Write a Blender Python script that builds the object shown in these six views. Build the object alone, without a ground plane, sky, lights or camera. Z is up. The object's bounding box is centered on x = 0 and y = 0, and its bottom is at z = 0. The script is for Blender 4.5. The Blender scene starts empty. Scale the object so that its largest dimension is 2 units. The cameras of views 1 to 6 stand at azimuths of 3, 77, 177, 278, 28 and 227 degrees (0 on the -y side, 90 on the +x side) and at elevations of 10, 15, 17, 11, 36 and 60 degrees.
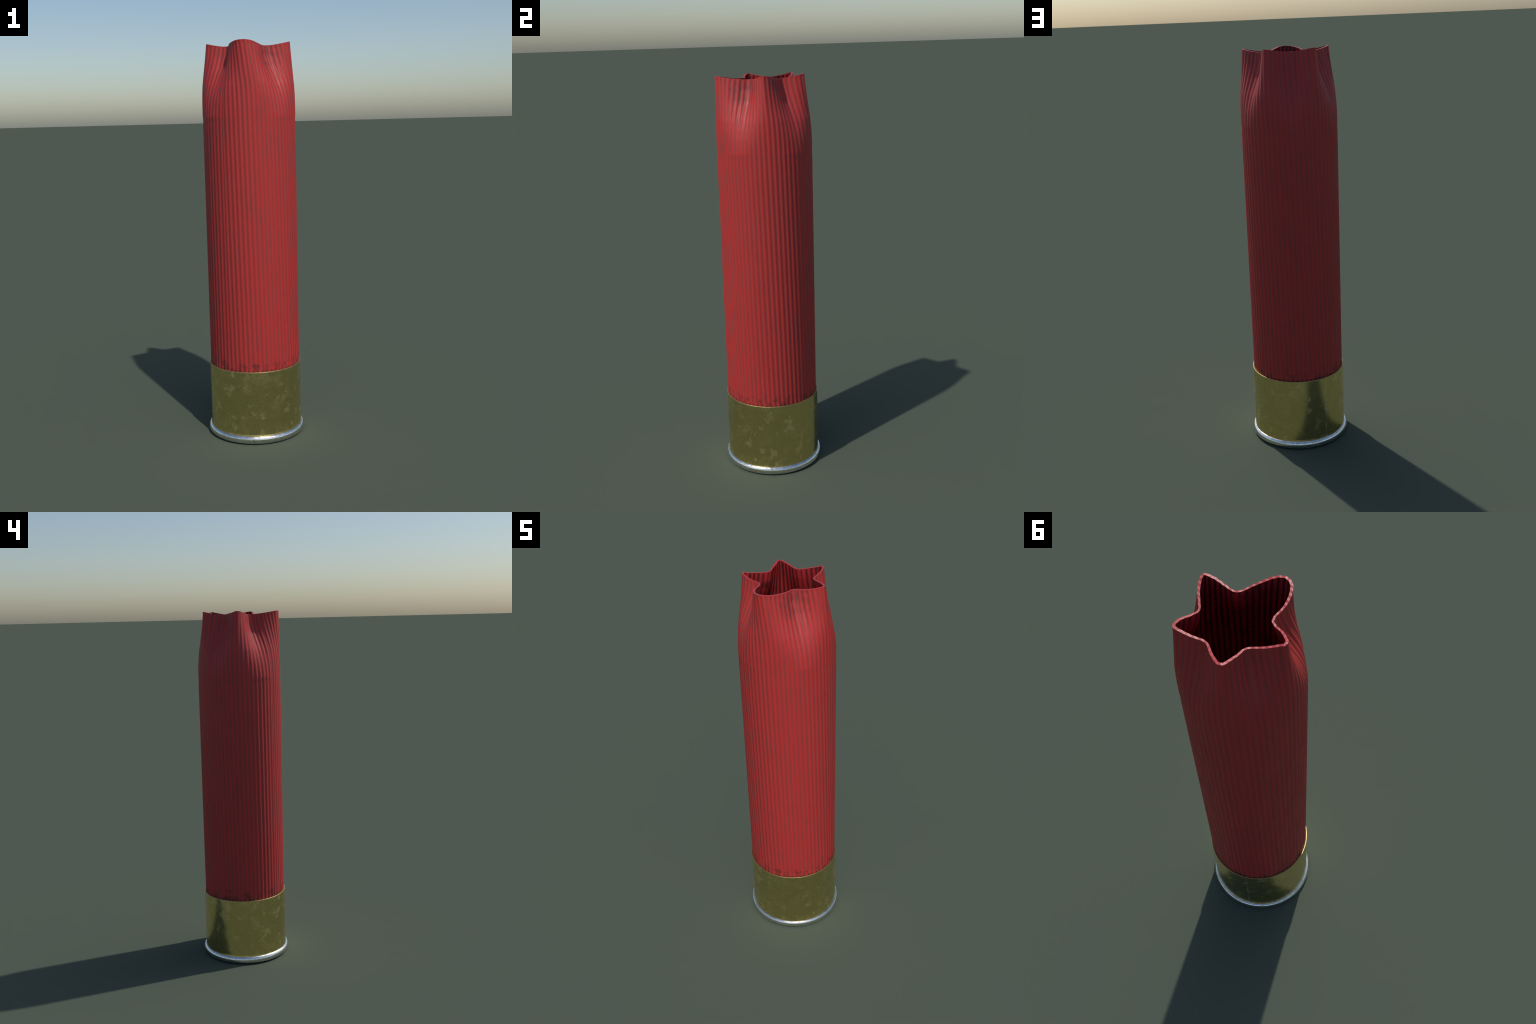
"""A fired shotgun shell: ribbed red plastic hull whose mouth has opened into a
five-lobed crimp, brass head, bright steel rim, base wad and primer."""
import bpy, math
import numpy as np
from mathutils import Vector

# ------------------------------------------------------------------ sizes (metres)
R_HULL = 0.2328          # outside radius of the plastic tube
WALL = 0.0076            # wall thickness
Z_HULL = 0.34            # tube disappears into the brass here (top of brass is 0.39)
Z_CREASE = 1.627         # roll mark where the crimp starts
R_BRASS = 0.2392
RIBS = 62                # ribs round the tube
STEP = 12                # mesh columns per rib
RIB_H = 0.0013           # half height of a rib
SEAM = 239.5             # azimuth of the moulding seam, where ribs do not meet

# mouth outline seen from above: (azimuth in degrees, radius); five lobes, five folds
MOUTH = [(55.1, .2065), (60.2, .2064), (66.5, .1861), (73.1, .1686), (80.4, .1525), (85.4, .1441),
         (90.8, .1417), (95.8, .1451), (100.9, .1548), (106.6, .1695), (112.8, .1865), (119.5, .2070),
         (125.4, .2073), (129.8, .1882), (134.3, .1705), (139.9, .1545), (144.7, .1400), (150.7, .1341),
         (156.0, .1365), (163.7, .1472), (170.8, .1620), (177.6, .1779), (182.0, .1908), (185.0, .2041),
         (191.0, .2020), (197.9, .1783), (203.4, .1585), (208.9, .1364), (214.2, .1250), (218.6, .1206),
         (223.5, .1235), (229.1, .1305), (233.6, .1433), (238.7, .1594), (243.9, .1760), (250.4, .1964),
         (253.9, .2066), (258.3, .2196), (263.5, .2278), (270.0, .2295), (276.3, .2185), (279.0, .2093),
         (282.1, .1986), (285.9, .1833), (290.2, .1683), (294.2, .1559), (298.8, .1440), (304.6, .1304),
         (309.3, .1219), (316.0, .1179), (322.3, .1232), (329.1, .1427), (335.3, .1691), (338.4, .1846),
         (343.1, .2046), (347.3, .2165), (352.8, .2095), (359.8, .1890), (363.5, .1787), (367.5, .1681),
         (371.6, .1571), (377.9, .1449), (383.0, .1371), (387.7, .1333), (391.5, .1350), (395.0, .1418),
         (400.2, .1557), (404.2, .1729), (408.6, .1897)]
FOLDS = [29.0, 91.0, 151.0, 218.0, 315.5]          # azimuths of the five folds


# ------------------------------------------------------------------ helpers
def smooth(x):
    x = np.clip(x, 0, 1)
    return x * x * (3 - 2 * x)


def make_object(name, verts, faces, parent, mats, mat_index=None, flat_angle=None):
    me = bpy.data.meshes.new(name)
    me.from_pydata([tuple(v) for v in verts], [], [tuple(int(i) for i in f) for f in faces])
    for m in mats:
        me.materials.append(m)
    if mat_index is not None:
        me.polygons.foreach_set("material_index", np.asarray(mat_index, dtype=np.int32))
    me.shade_smooth()
    if flat_angle:
        me.set_sharp_from_angle(angle=math.radians(flat_angle))
    me.update()
    ob = bpy.data.objects.new(name, me)
    bpy.context.scene.collection.objects.link(ob)
    ob.parent = parent
    return ob


def lathe(name, profile, parent, mats, segs=256, angle=40):
    """Spin an (r, z) profile; r = 0 at an end closes it with a pole."""
    verts, faces, rings = [], [], []
    for r, z in profile:
        if r < 1e-6:
            rings.append([len(verts)] * segs)
            verts.append((0, 0, z))
        else:
            rings.append(list(range(len(verts), len(verts) + segs)))
            for k in range(segs):
                a = 2 * math.pi * k / segs
                verts.append((r * math.cos(a), r * math.sin(a), z))
    for a, b in zip(rings[:-1], rings[1:]):
        for k in range(segs):
            n = (k + 1) % segs
            f = []
            for i in (a[k], a[n], b[n], b[k]):
                if i not in f:
                    f.append(i)
            faces.append(f)
    return make_object(name, verts, faces, parent, mats, flat_angle=angle)


def arc(cr, cz, rr, rz, a0, a1, n):
    return [(cr + rr * math.cos(math.radians(a0 + (a1 - a0) * i / n)),
             cz + rz * math.sin(math.radians(a0 + (a1 - a0) * i / n))) for i in range(n + 1)]


class Nodes:
    """Small wrapper that keeps node set-ups readable."""

    def __init__(self, name):
        self.mat = bpy.data.materials.new(name)
        self.mat.use_nodes = True
        self.t = self.mat.node_tree
        self.bsdf = self.t.nodes["Principled BSDF"]
        self.co = self.t.nodes.new("ShaderNodeTexCoord").outputs["Object"]

    def put(self, sock, v):
        if isinstance(v, bpy.types.NodeSocket):
            self.t.links.new(v, sock)
        elif v is not None:
            sock.default_value = v

    def noise(self, scale, detail=4, rough=.55, stretch=None, w=0.0, dist=0.0):
        co = self.co
        m = self.t.nodes.new("ShaderNodeMapping")
        self.put(m.inputs["Vector"], co)
        m.inputs["Location"].default_value = (w * 3.1, w * 1.7, w * 2.3)
        if stretch:
            m.inputs["Scale"].default_value = stretch
        n = self.t.nodes.new("ShaderNodeTexNoise")
        self.put(n.inputs["Vector"], m.outputs[0])
        n.inputs["Scale"].default_value = scale
        n.inputs["Detail"].default_value = detail
        n.inputs["Roughness"].default_value = rough
        n.inputs["Distortion"].default_value = dist
        return n.outputs["Fac"]

    def rng(self, v, a, b, c=0.0, d=1.0, kind="SMOOTHSTEP"):
        n = self.t.nodes.new("ShaderNodeMapRange")
        n.interpolation_type = kind
        self.put(n.inputs["Value"], v)
        for k, x in zip(("From Min", "From Max", "To Min", "To Max"), (a, b, c, d)):
            n.inputs[k].default_value = x
        return n.outputs["Result"]

    def math(self, op, a, b=None, clamp=False):
        n = self.t.nodes.new("ShaderNodeMath")
        n.operation = op
        n.use_clamp = clamp
        self.put(n.inputs[0], a)
        self.put(n.inputs[1], b)
        return n.outputs[0]

    def mix(self, f, a, b):
        n = self.t.nodes.new("ShaderNodeMix")
        n.data_type = "RGBA"
        self.put(n.inputs[0], f)
        self.put(n.inputs[6], a)
        self.put(n.inputs[7], b)
        return n.outputs[2]

    def xyz(self):
        n = self.t.nodes.new("ShaderNodeSeparateXYZ")
        self.put(n.inputs[0], self.co)
        return n.outputs

    def pointiness(self):
        return self.t.nodes.new("ShaderNodeNewGeometry").outputs["Pointiness"]

    def bump(self, h, strength, dist):
        n = self.t.nodes.new("ShaderNodeBump")
        n.inputs["Strength"].default_value = strength
        n.inputs["Distance"].default_value = dist
        self.put(n.inputs["Height"], h)
        self.put(self.bsdf.inputs["Normal"], n.outputs[0])

    def spot(self, centre, r0, r1):
        """1 inside a ball round centre, fading out between r0 and r1."""
        n = self.t.nodes.new("ShaderNodeVectorMath")
        n.operation = "DISTANCE"
        self.put(n.inputs[0], self.co)
        n.inputs[1].default_value = centre
        return self.rng(n.outputs["Value"], r0, r1, 1, 0)


# ------------------------------------------------------------------ materials
def red_plastic(name, inside=False):
    N = Nodes(name)
    z = N.xyz()["Z"]
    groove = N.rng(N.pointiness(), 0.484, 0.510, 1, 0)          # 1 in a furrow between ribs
    base = N.mix(N.noise(9, 5, .6), (.45, .029, .028, 1), (.51, .034, .031, 1))
    wear = N.noise(22, 6, .65, stretch=(1, 1, .25), w=2)
    if inside:
        g = N.math("MULTIPLY", groove, .97)
        col = N.mix(g, (.42, .022, .024, 1), (.045, .014, .014, 1))
        soot = N.rng(N.noise(14, 6, .65, w=4), .52, .70, 0, .7)
        col = N.mix(soot, col, (.020, .008, .009, 1))
    else:
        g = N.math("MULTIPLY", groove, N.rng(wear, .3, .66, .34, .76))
        mott = N.rng(N.noise(16, 6, .68, stretch=(1, 1, .4), w=15), .46, .70, 0, .42)
        base = N.mix(mott, base, (.34, .036, .033, 1))
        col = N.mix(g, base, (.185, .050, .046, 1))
        # dirt gathered above the brass
        low = N.rng(z, .372, .465, 1, 0)
        blot = N.rng(N.math("ADD", N.noise(30, 6, .62, w=1), N.math("MULTIPLY", low, .15)), .56, .76)
        blot = N.math("MULTIPLY", blot, N.rng(low, 0, .35))
        col = N.mix(N.math("MULTIPLY", blot, .70), col, (.095, .020, .020, 1))
        # contact shading painted into the red where the ribs meet the brass
        line = N.rng(z, .379, .388, 1, 0)
        col = N.mix(N.math("MULTIPLY", line, N.math("ADD", N.math("MULTIPLY", groove, .7), .15)), col, (.03, .012, .012, 1))
        # smudges below two of the folds of the mouth
        for c, r in (((.115, -.135, 1.945), .10), ((-.15, -.10, 1.955), .05), ((.175, .02, 1.955), .05)):
            s = N.math("MULTIPLY", N.spot(c, r * .4, r), N.rng(N.noise(34, 5, .6, w=6), .34, .58))
            s = N.math("MULTIPLY", s, N.math("ADD", N.math("MULTIPLY", groove, .62), .18))
            col = N.mix(s, col, (.10, .030, .030, 1))
        # faint dark specks along the furrows
        sp = N.rng(N.noise(70, 3, .5, stretch=(1, 1, .3), w=9), .62, .74, 0, .32)
        col = N.mix(N.math("MULTIPLY", sp, groove), col, (.06, .018, .018, 1))
    N.put(N.bsdf.inputs["Base Color"], col)
    N.put(N.bsdf.inputs["Roughness"], N.rng(wear, .3, .7, .46, .60))
    N.bsdf.inputs["Specular IOR Level"].default_value = .38
    N.bump(N.noise(120, 3, .6), .06, .002)
    return N.mat


def lip_plastic():
    N = Nodes("red_plastic_lip")
    f = N.noise(60, 3, .5)
    N.put(N.bsdf.inputs["Base Color"], N.mix(f, (.38, .024, .028, 1), (.44, .038, .042, 1)))
    N.bsdf.inputs["Roughness"].default_value = .42
    N.bsdf.inputs["Specular IOR Level"].default_value = .45
    return N.mat


def brass():
    N = Nodes("brass")
    o = N.xyz()
    z = o["Z"]
    big = N.rng(N.noise(5.5, 2, .5, w=25), .36, .56)
    patch = N.math("MULTIPLY", N.rng(N.noise(19, 5, .55, w=3, dist=.3), .53, .64), big)      # dull lighter patches
    fine = N.noise(150, 3, .6)
    col = N.mix(N.noise(6, 4, .6, w=5), (.82, .66, .27, 1), (.88, .72, .30, 1))
    col = N.mix(N.math("MULTIPLY", patch, .62), col, (.96, .78, .38, 1))
    cloud = N.rng(N.noise(10, 4, .55, w=31, dist=.5), .47, .68)
    col = N.mix(N.math("MULTIPLY", cloud, .20), col, (.94, .76, .36, 1))
    edge = N.rng(z, .3735, .3755)
    col = N.mix(N.math("MULTIPLY", edge, .6), col, (.45, .34, .17, 1))  # top edge colour darkened to hold down its sun highlight
    fleck = N.rng(N.noise(38, 4, .55, w=8), .70, .74)              # worn grey flecks
    col = N.mix(N.math("MULTIPLY", fleck, .65), col, (.80, .80, .86, 1))
    pit = N.rng(N.noise(170, 2, .5, w=11), .64, .72)
    col = N.mix(N.math("MULTIPLY", pit, .75), col, (.25, .20, .10, 1))
    # seam line in the drawn brass at azimuth 120.5
    a = N.t.nodes.new("ShaderNodeMath"); a.operation = "ARCTAN2"
    N.put(a.inputs[0], o["Y"]); N.put(a.inputs[1], o["X"])
    d = N.math("ABSOLUTE", N.math("SUBTRACT", a.outputs[0], math.radians(120.5)))
    seam = N.math("MULTIPLY", N.rng(d, .0015, .0050, 1, 0), N.rng(N.noise(30, 3, .6, w=13), .30, .5, .35, 1))
    col = N.mix(N.math("MULTIPLY", seam, .8), col, (.95, .93, .95, 1))
    N.put(N.bsdf.inputs["Base Color"], col)
    N.bsdf.inputs["Metallic"].default_value = 1.0
    r = N.math("ADD", N.rng(fine, .3, .7, .17, .27), N.math("MULTIPLY", patch, .15))
    r = N.math("ADD", r, N.math("MULTIPLY", seam, .3))
    r = N.math("ADD", r, N.math("MULTIPLY", cloud, .06))
    r = N.math("ADD", r, N.math("MULTIPLY", edge, .22))
    N.put(N.bsdf.inputs["Roughness"], r)
    N.bump(N.math("ADD", N.math("MULTIPLY", fine, .4), N.math("MULTIPLY", N.noise(40, 3, .5), .6)), .10, .002)
    return N.mat


def steel():
    N = Nodes("bright_steel")
    f = N.noise(38, 5, .62, w=2)
    col = N.mix(N.rng(f, .42, .62), (.95, .94, .93, 1), (.76, .74, .69, 1))
    dirt = N.math("ADD", N.rng(N.noise(45, 5, .6, w=7), .55, .68), N.rng(N.xyz()["Z"], .010, .022, .38, 0), clamp=True)  # Z term: olive ground reflection tinted into the rim's lower face
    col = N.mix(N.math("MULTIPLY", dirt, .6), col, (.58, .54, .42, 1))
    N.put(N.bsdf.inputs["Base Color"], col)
    N.bsdf.inputs["Metallic"].default_value = 1.0
    N.put(N.bsdf.inputs["Roughness"], N.rng(f, .44, .56, .11, .30))
    N.bump(N.noise(28, 3, .5, w=3), .14, .003)
    return N.mat


def plain(name, rgb, rough, metal=0.0):
    N = Nodes(name)
    f = N.noise(30, 5, .6)
    N.put(N.bsdf.inputs["Base Color"], N.mix(f, tuple(c * .75 for c in rgb) + (1,), tuple(min(1, c * 1.15) for c in rgb) + (1,)))
    N.bsdf.inputs["Roughness"].default_value = rough
    N.bsdf.inputs["Metallic"].default_value = metal
    return N.mat


# ------------------------------------------------------------------ the hull
def mouth_curve(theta):
    """Points of the mouth outline for the given material angles (degrees).
    Equal lengths of tube wall go to equal angles, as the wall only folds."""
    c = np.array([(r * math.cos(math.radians(a)), r * math.sin(math.radians(a))) for a, r in MOUTH])
    n, sub = len(c), 40
    pts = []
    for i in range(n):
        p0, p1, p2, p3 = c[i - 1], c[i], c[(i + 1) % n], c[(i + 2) % n]
        for s in range(sub):
            t = s / sub
            pts.append(.5 * (p1 + (p2 - p1) * t) + .25 * (2 * p1 + (p2 - p0) * t + (2 * p0 - 5 * p1 + 4 * p2 - p3) * t * t
                             + (3 * p1 - p0 - 3 * p2 + p3) * t ** 3))
    pts = np.array(pts + [pts[0]])
    arcl = np.r_[0, np.cumsum(np.linalg.norm(np.diff(pts, axis=0), axis=1))]
    th = arcl / arcl[-1] * 360
    pol = np.degrees(np.unwrap(np.arctan2(pts[:, 1], pts[:, 0])))
    th0 = np.mean(pol - th)                               # least mean twist against the tube
    # round the front lobe the wall was dragged sideways as it folded
    drag = np.interp((th + th0) % 360, [165, 190, 213, 249, 268, 287, 302, 316, 345],
                     [0, 1.5, 4.0, 8.0, 6.8, 5.0, 3.8, 2.0, 0])
    for _ in range(3):
        drag = np.convolve(np.r_[drag[-41:-1], drag, drag[1:41]], np.ones(81) / 81, "valid")
    start = th + drag
    q = (theta - th0 - start[0]) % 360 + start[0]
    return np.stack([np.interp(q, start, pts[:, 0], period=None), np.interp(q, start, pts[:, 1])], 1)


def rib_phase(theta, z):
    """Rib counter (ridges at whole numbers). The ribs wind slightly round the
    tube, by an amount that changes from the seam round to the seam again."""
    rate = np.interp((theta - SEAM) % 360,
                     [0, 6, 60, 100, 140, 170, 210, 250, 300, 340, 360],
                     [.74, .74, .90, 1.05, 1.05, .76, .67, .58, .50, .31, .26])
    return (theta - 302.0) / (360 / RIBS) + rate * (z - .38)


def build_hull(parent, mats):
    cols = RIBS * STEP
    theta = SEAM + 360 * (np.arange(cols) + .5) / cols
    ca, sa = np.cos(np.radians(theta)), np.sin(np.radians(theta))
    mouth = mouth_curve(theta)
    mr = np.hypot(mouth[:, 0], mouth[:, 1])
    fold = 1 - smooth((mr - .120) / .085)                 # 1 in a fold, 0 on a lobe
    az = np.degrees(np.arctan2(mouth[:, 1], mouth[:, 0]))
    crest = np.zeros(cols)                                # radius of the lobe each column belongs to
    for a0, a1 in zip(FOLDS, FOLDS[1:] + [FOLDS[0] + 360]):
        inside = ((az - a0) % 360) < (a1 - a0)
        crest[inside] = mr[inside].max()
    lift = np.clip((mr - .128) / (crest - .128), 0, 1) ** 1.4
    for _ in range(6):
        lift = (np.roll(lift, 1) + lift * 2 + np.roll(lift, -1)) / 4
    z_top = 1.983 + .017 * lift
    z_straight = np.r_[np.linspace(Z_HULL, .38, 3), np.linspace(.39, 1.56, 56), np.linspace(1.568, 1.648, 20)]
    t_crimp = np.linspace(0, 1, 62)[1:]
    rows = []                                             # (rows, cols, 3) of the smooth tube
    for z in z_straight:
        u = (z - Z_CREASE) / (.015 if z > Z_CREASE else .013)
        r = R_HULL - .0015 * math.exp(-u * u)
        rows.append(np.stack([r * ca, r * sa, np.full(cols, z)], 1))
    for t in t_crimp:
        z = 1.648 + (z_top - 1.648) * t
        k = (z - 1.648) / (z_top - 1.648) * .352 + 1.648
        w_lobe = np.interp(k, [1.648, 1.70, 1.75, 1.80, 1.85, 1.90, 1.95, 2.0], [0, .0, .04, .14, .36, .59, .81, 1])
        w_fold = np.interp(k, [1.648, 1.68, 1.72, 1.76, 1.80, 1.85, 1.90, 1.95, 2.0],
                           [0, .03, .085, .18, .315, .535, .76, .92, 1])
        w = w_lobe * (1 - fold) + w_fold * fold
        rows.append(np.stack([R_HULL * ca * (1 - w) + mouth[:, 0] * w,
                              R_HULL * sa * (1 - w) + mouth[:, 1] * w, z], 1))
    S = np.array(rows)
    for _ in range(3):                                    # soften the weight tables along the height
        S[80:-1] = .25 * S[79:-2] + .5 * S[80:-1] + .25 * S[81:]
    # normals of the smooth tube
    du = np.roll(S, -1, 1) - np.roll(S, 1, 1)
    dv = np.gradient(S, axis=0)
    Nn = np.cross(du, dv)
    Nn /= np.linalg.norm(Nn, axis=2, keepdims=True)
    ph = rib_phase(theta[None, :], S[:, :, 2])
    wave = np.cos(2 * np.pi * ph)
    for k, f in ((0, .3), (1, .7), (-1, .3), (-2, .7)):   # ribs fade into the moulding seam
        wave[:, k] = wave[:, k] * f - .3 * (1 - f)
    below = z_top[None, :] - S[:, :, 2]                   # ribs die out in the last few mm of the mouth
    fade = .12 + .88 * smooth(below / .014)
    outer = S + Nn * (RIB_H * fade * (wave - .9))[..., None]
    flatn = Nn * np.array([1, 1, 0.])
    for _ in range(140):                                  # even offset round the tight bends
        flatn = (np.roll(flatn, 1, 1) + 2 * flatn + np.roll(flatn, -1, 1)) / 4
    flatn /= np.linalg.norm(flatn, axis=2, keepdims=True)
    flatn /= np.linalg.norm(flatn, axis=2, keepdims=True)
    # inside skin: no roll mark, wall a little thicker where the lobes turn
    core = S.copy()
    rad = np.hypot(S[:, :, 0], S[:, :, 1])
    low = S[:, :, 2] < 1.66
    core[low, :2] *= (R_HULL / rad[low])[:, None]
    thick = WALL + .0026 * (1 - fold)[None, :] * smooth((S[:, :, 2] - 1.75) / .25)
    inner = core - flatn * (thick - .9 * RIB_H * fade * wave)[..., None]
    nr = len(S)
    lipw = 5                                              # flat lip between the two skins
    top_o, top_i = outer[-1], inner[-1]
    V = [outer.reshape(-1, 3)]
    for j in range(lipw):
        f = j / (lipw - 1)
        p = top_o * (1 - f) + top_i * f
        p[:, 2] += .00050 * wave[-1] * math.sin(math.pi * (.15 + .7 * f))
        V.append(p)
    V.append(inner[::-1].reshape(-1, 3))
    V = np.concatenate(V)
    total = nr + lipw + nr
    i, j = np.meshgrid(np.arange(total - 1), np.arange(cols), indexing="ij")
    jn = (j + 1) % cols
    F = np.stack([i * cols + j, i * cols + jn, (i + 1) * cols + jn, (i + 1) * cols + j], -1).reshape(-1, 4)
    ring = i.reshape(-1)
    mi = np.where(ring < nr, 0, np.where(ring < nr + lipw - 1, 2, 1))
    drop = (ring == nr - 1) | (ring == nr + lipw - 1)     # skins and lip meet in a crisp edge
    ob = make_object("plastic_hull", V, F[~drop], parent, mats, mi[~drop])
    # the roll mark shows in the outline only: shade the hull as if it were not there
    W = V.copy()
    rad = np.hypot(W[:, 0], W[:, 1])
    pressed = .0015 * np.exp(-((W[:, 2] - Z_CREASE) / np.where(W[:, 2] > Z_CREASE, .015, .013)) ** 2)
    skin = (np.arange(len(W)) < len(z_straight) * cols)
    W[skin, :2] *= (1 + pressed[skin] / rad[skin])[:, None]
    ghost = bpy.data.meshes.new("ghost")
    ghost.from_pydata(W.tolist(), [], F[~drop].tolist())
    ghost.update()
    nrm = np.zeros(len(W) * 3, dtype=np.float32)
    ghost.vertex_normals.foreach_get("vector", nrm)
    ob.data.normals_split_custom_set_from_vertices(nrm.reshape(-1, 3).tolist())
    bpy.data.meshes.remove(ghost)
    return ob


# ------------------------------------------------------------------ assembly
root = bpy.data.objects.new("shotgun_shell", None)
bpy.context.scene.collection.objects.link(root)
root["label"] = "spent red ribbed shotgun shell, open crimp, brass head"
root["category"] = "shotgun shell"

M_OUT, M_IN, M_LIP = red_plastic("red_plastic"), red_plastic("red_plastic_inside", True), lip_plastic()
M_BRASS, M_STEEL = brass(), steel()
M_WAD = plain("sooty_wad", (.035, .022, .020), .85)
M_PRIMER = plain("primer_metal", (.78, .62, .34), .3, 1.0)

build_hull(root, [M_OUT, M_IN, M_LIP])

lathe("brass_head",
      [(.2300, .30), (.2300, .3755), (.2345, .3779)] + arc(.2382, .3770, .0010, .0011, 95, 0, 5)
      + [(R_BRASS, .373), (R_BRASS, .30), (R_BRASS, .20), (R_BRASS, .10), (R_BRASS, .056), (R_BRASS + .0003, .0495)]
      + [(R_BRASS + .0008, .0455), (R_BRASS + .0017, .0428), (R_BRASS + .0017, .035)], root, [M_BRASS], angle=60)

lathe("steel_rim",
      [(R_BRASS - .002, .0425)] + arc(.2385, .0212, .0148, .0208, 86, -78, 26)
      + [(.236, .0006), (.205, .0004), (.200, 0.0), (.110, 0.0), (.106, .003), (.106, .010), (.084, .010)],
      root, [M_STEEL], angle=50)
lathe("primer", [(.104, .010), (.084, .006), (.081, .004), (.030, .004), (.022, .012), (.008, .016), (0, .016)][1:],
      root, [M_PRIMER], angle=40)
lathe("base_wad", [(.2240, .300), (.2240, .34), (.205, .352), (.11, .33), (.09, .30), (.085, .18), (0, .18)], root, [M_WAD], angle=50)
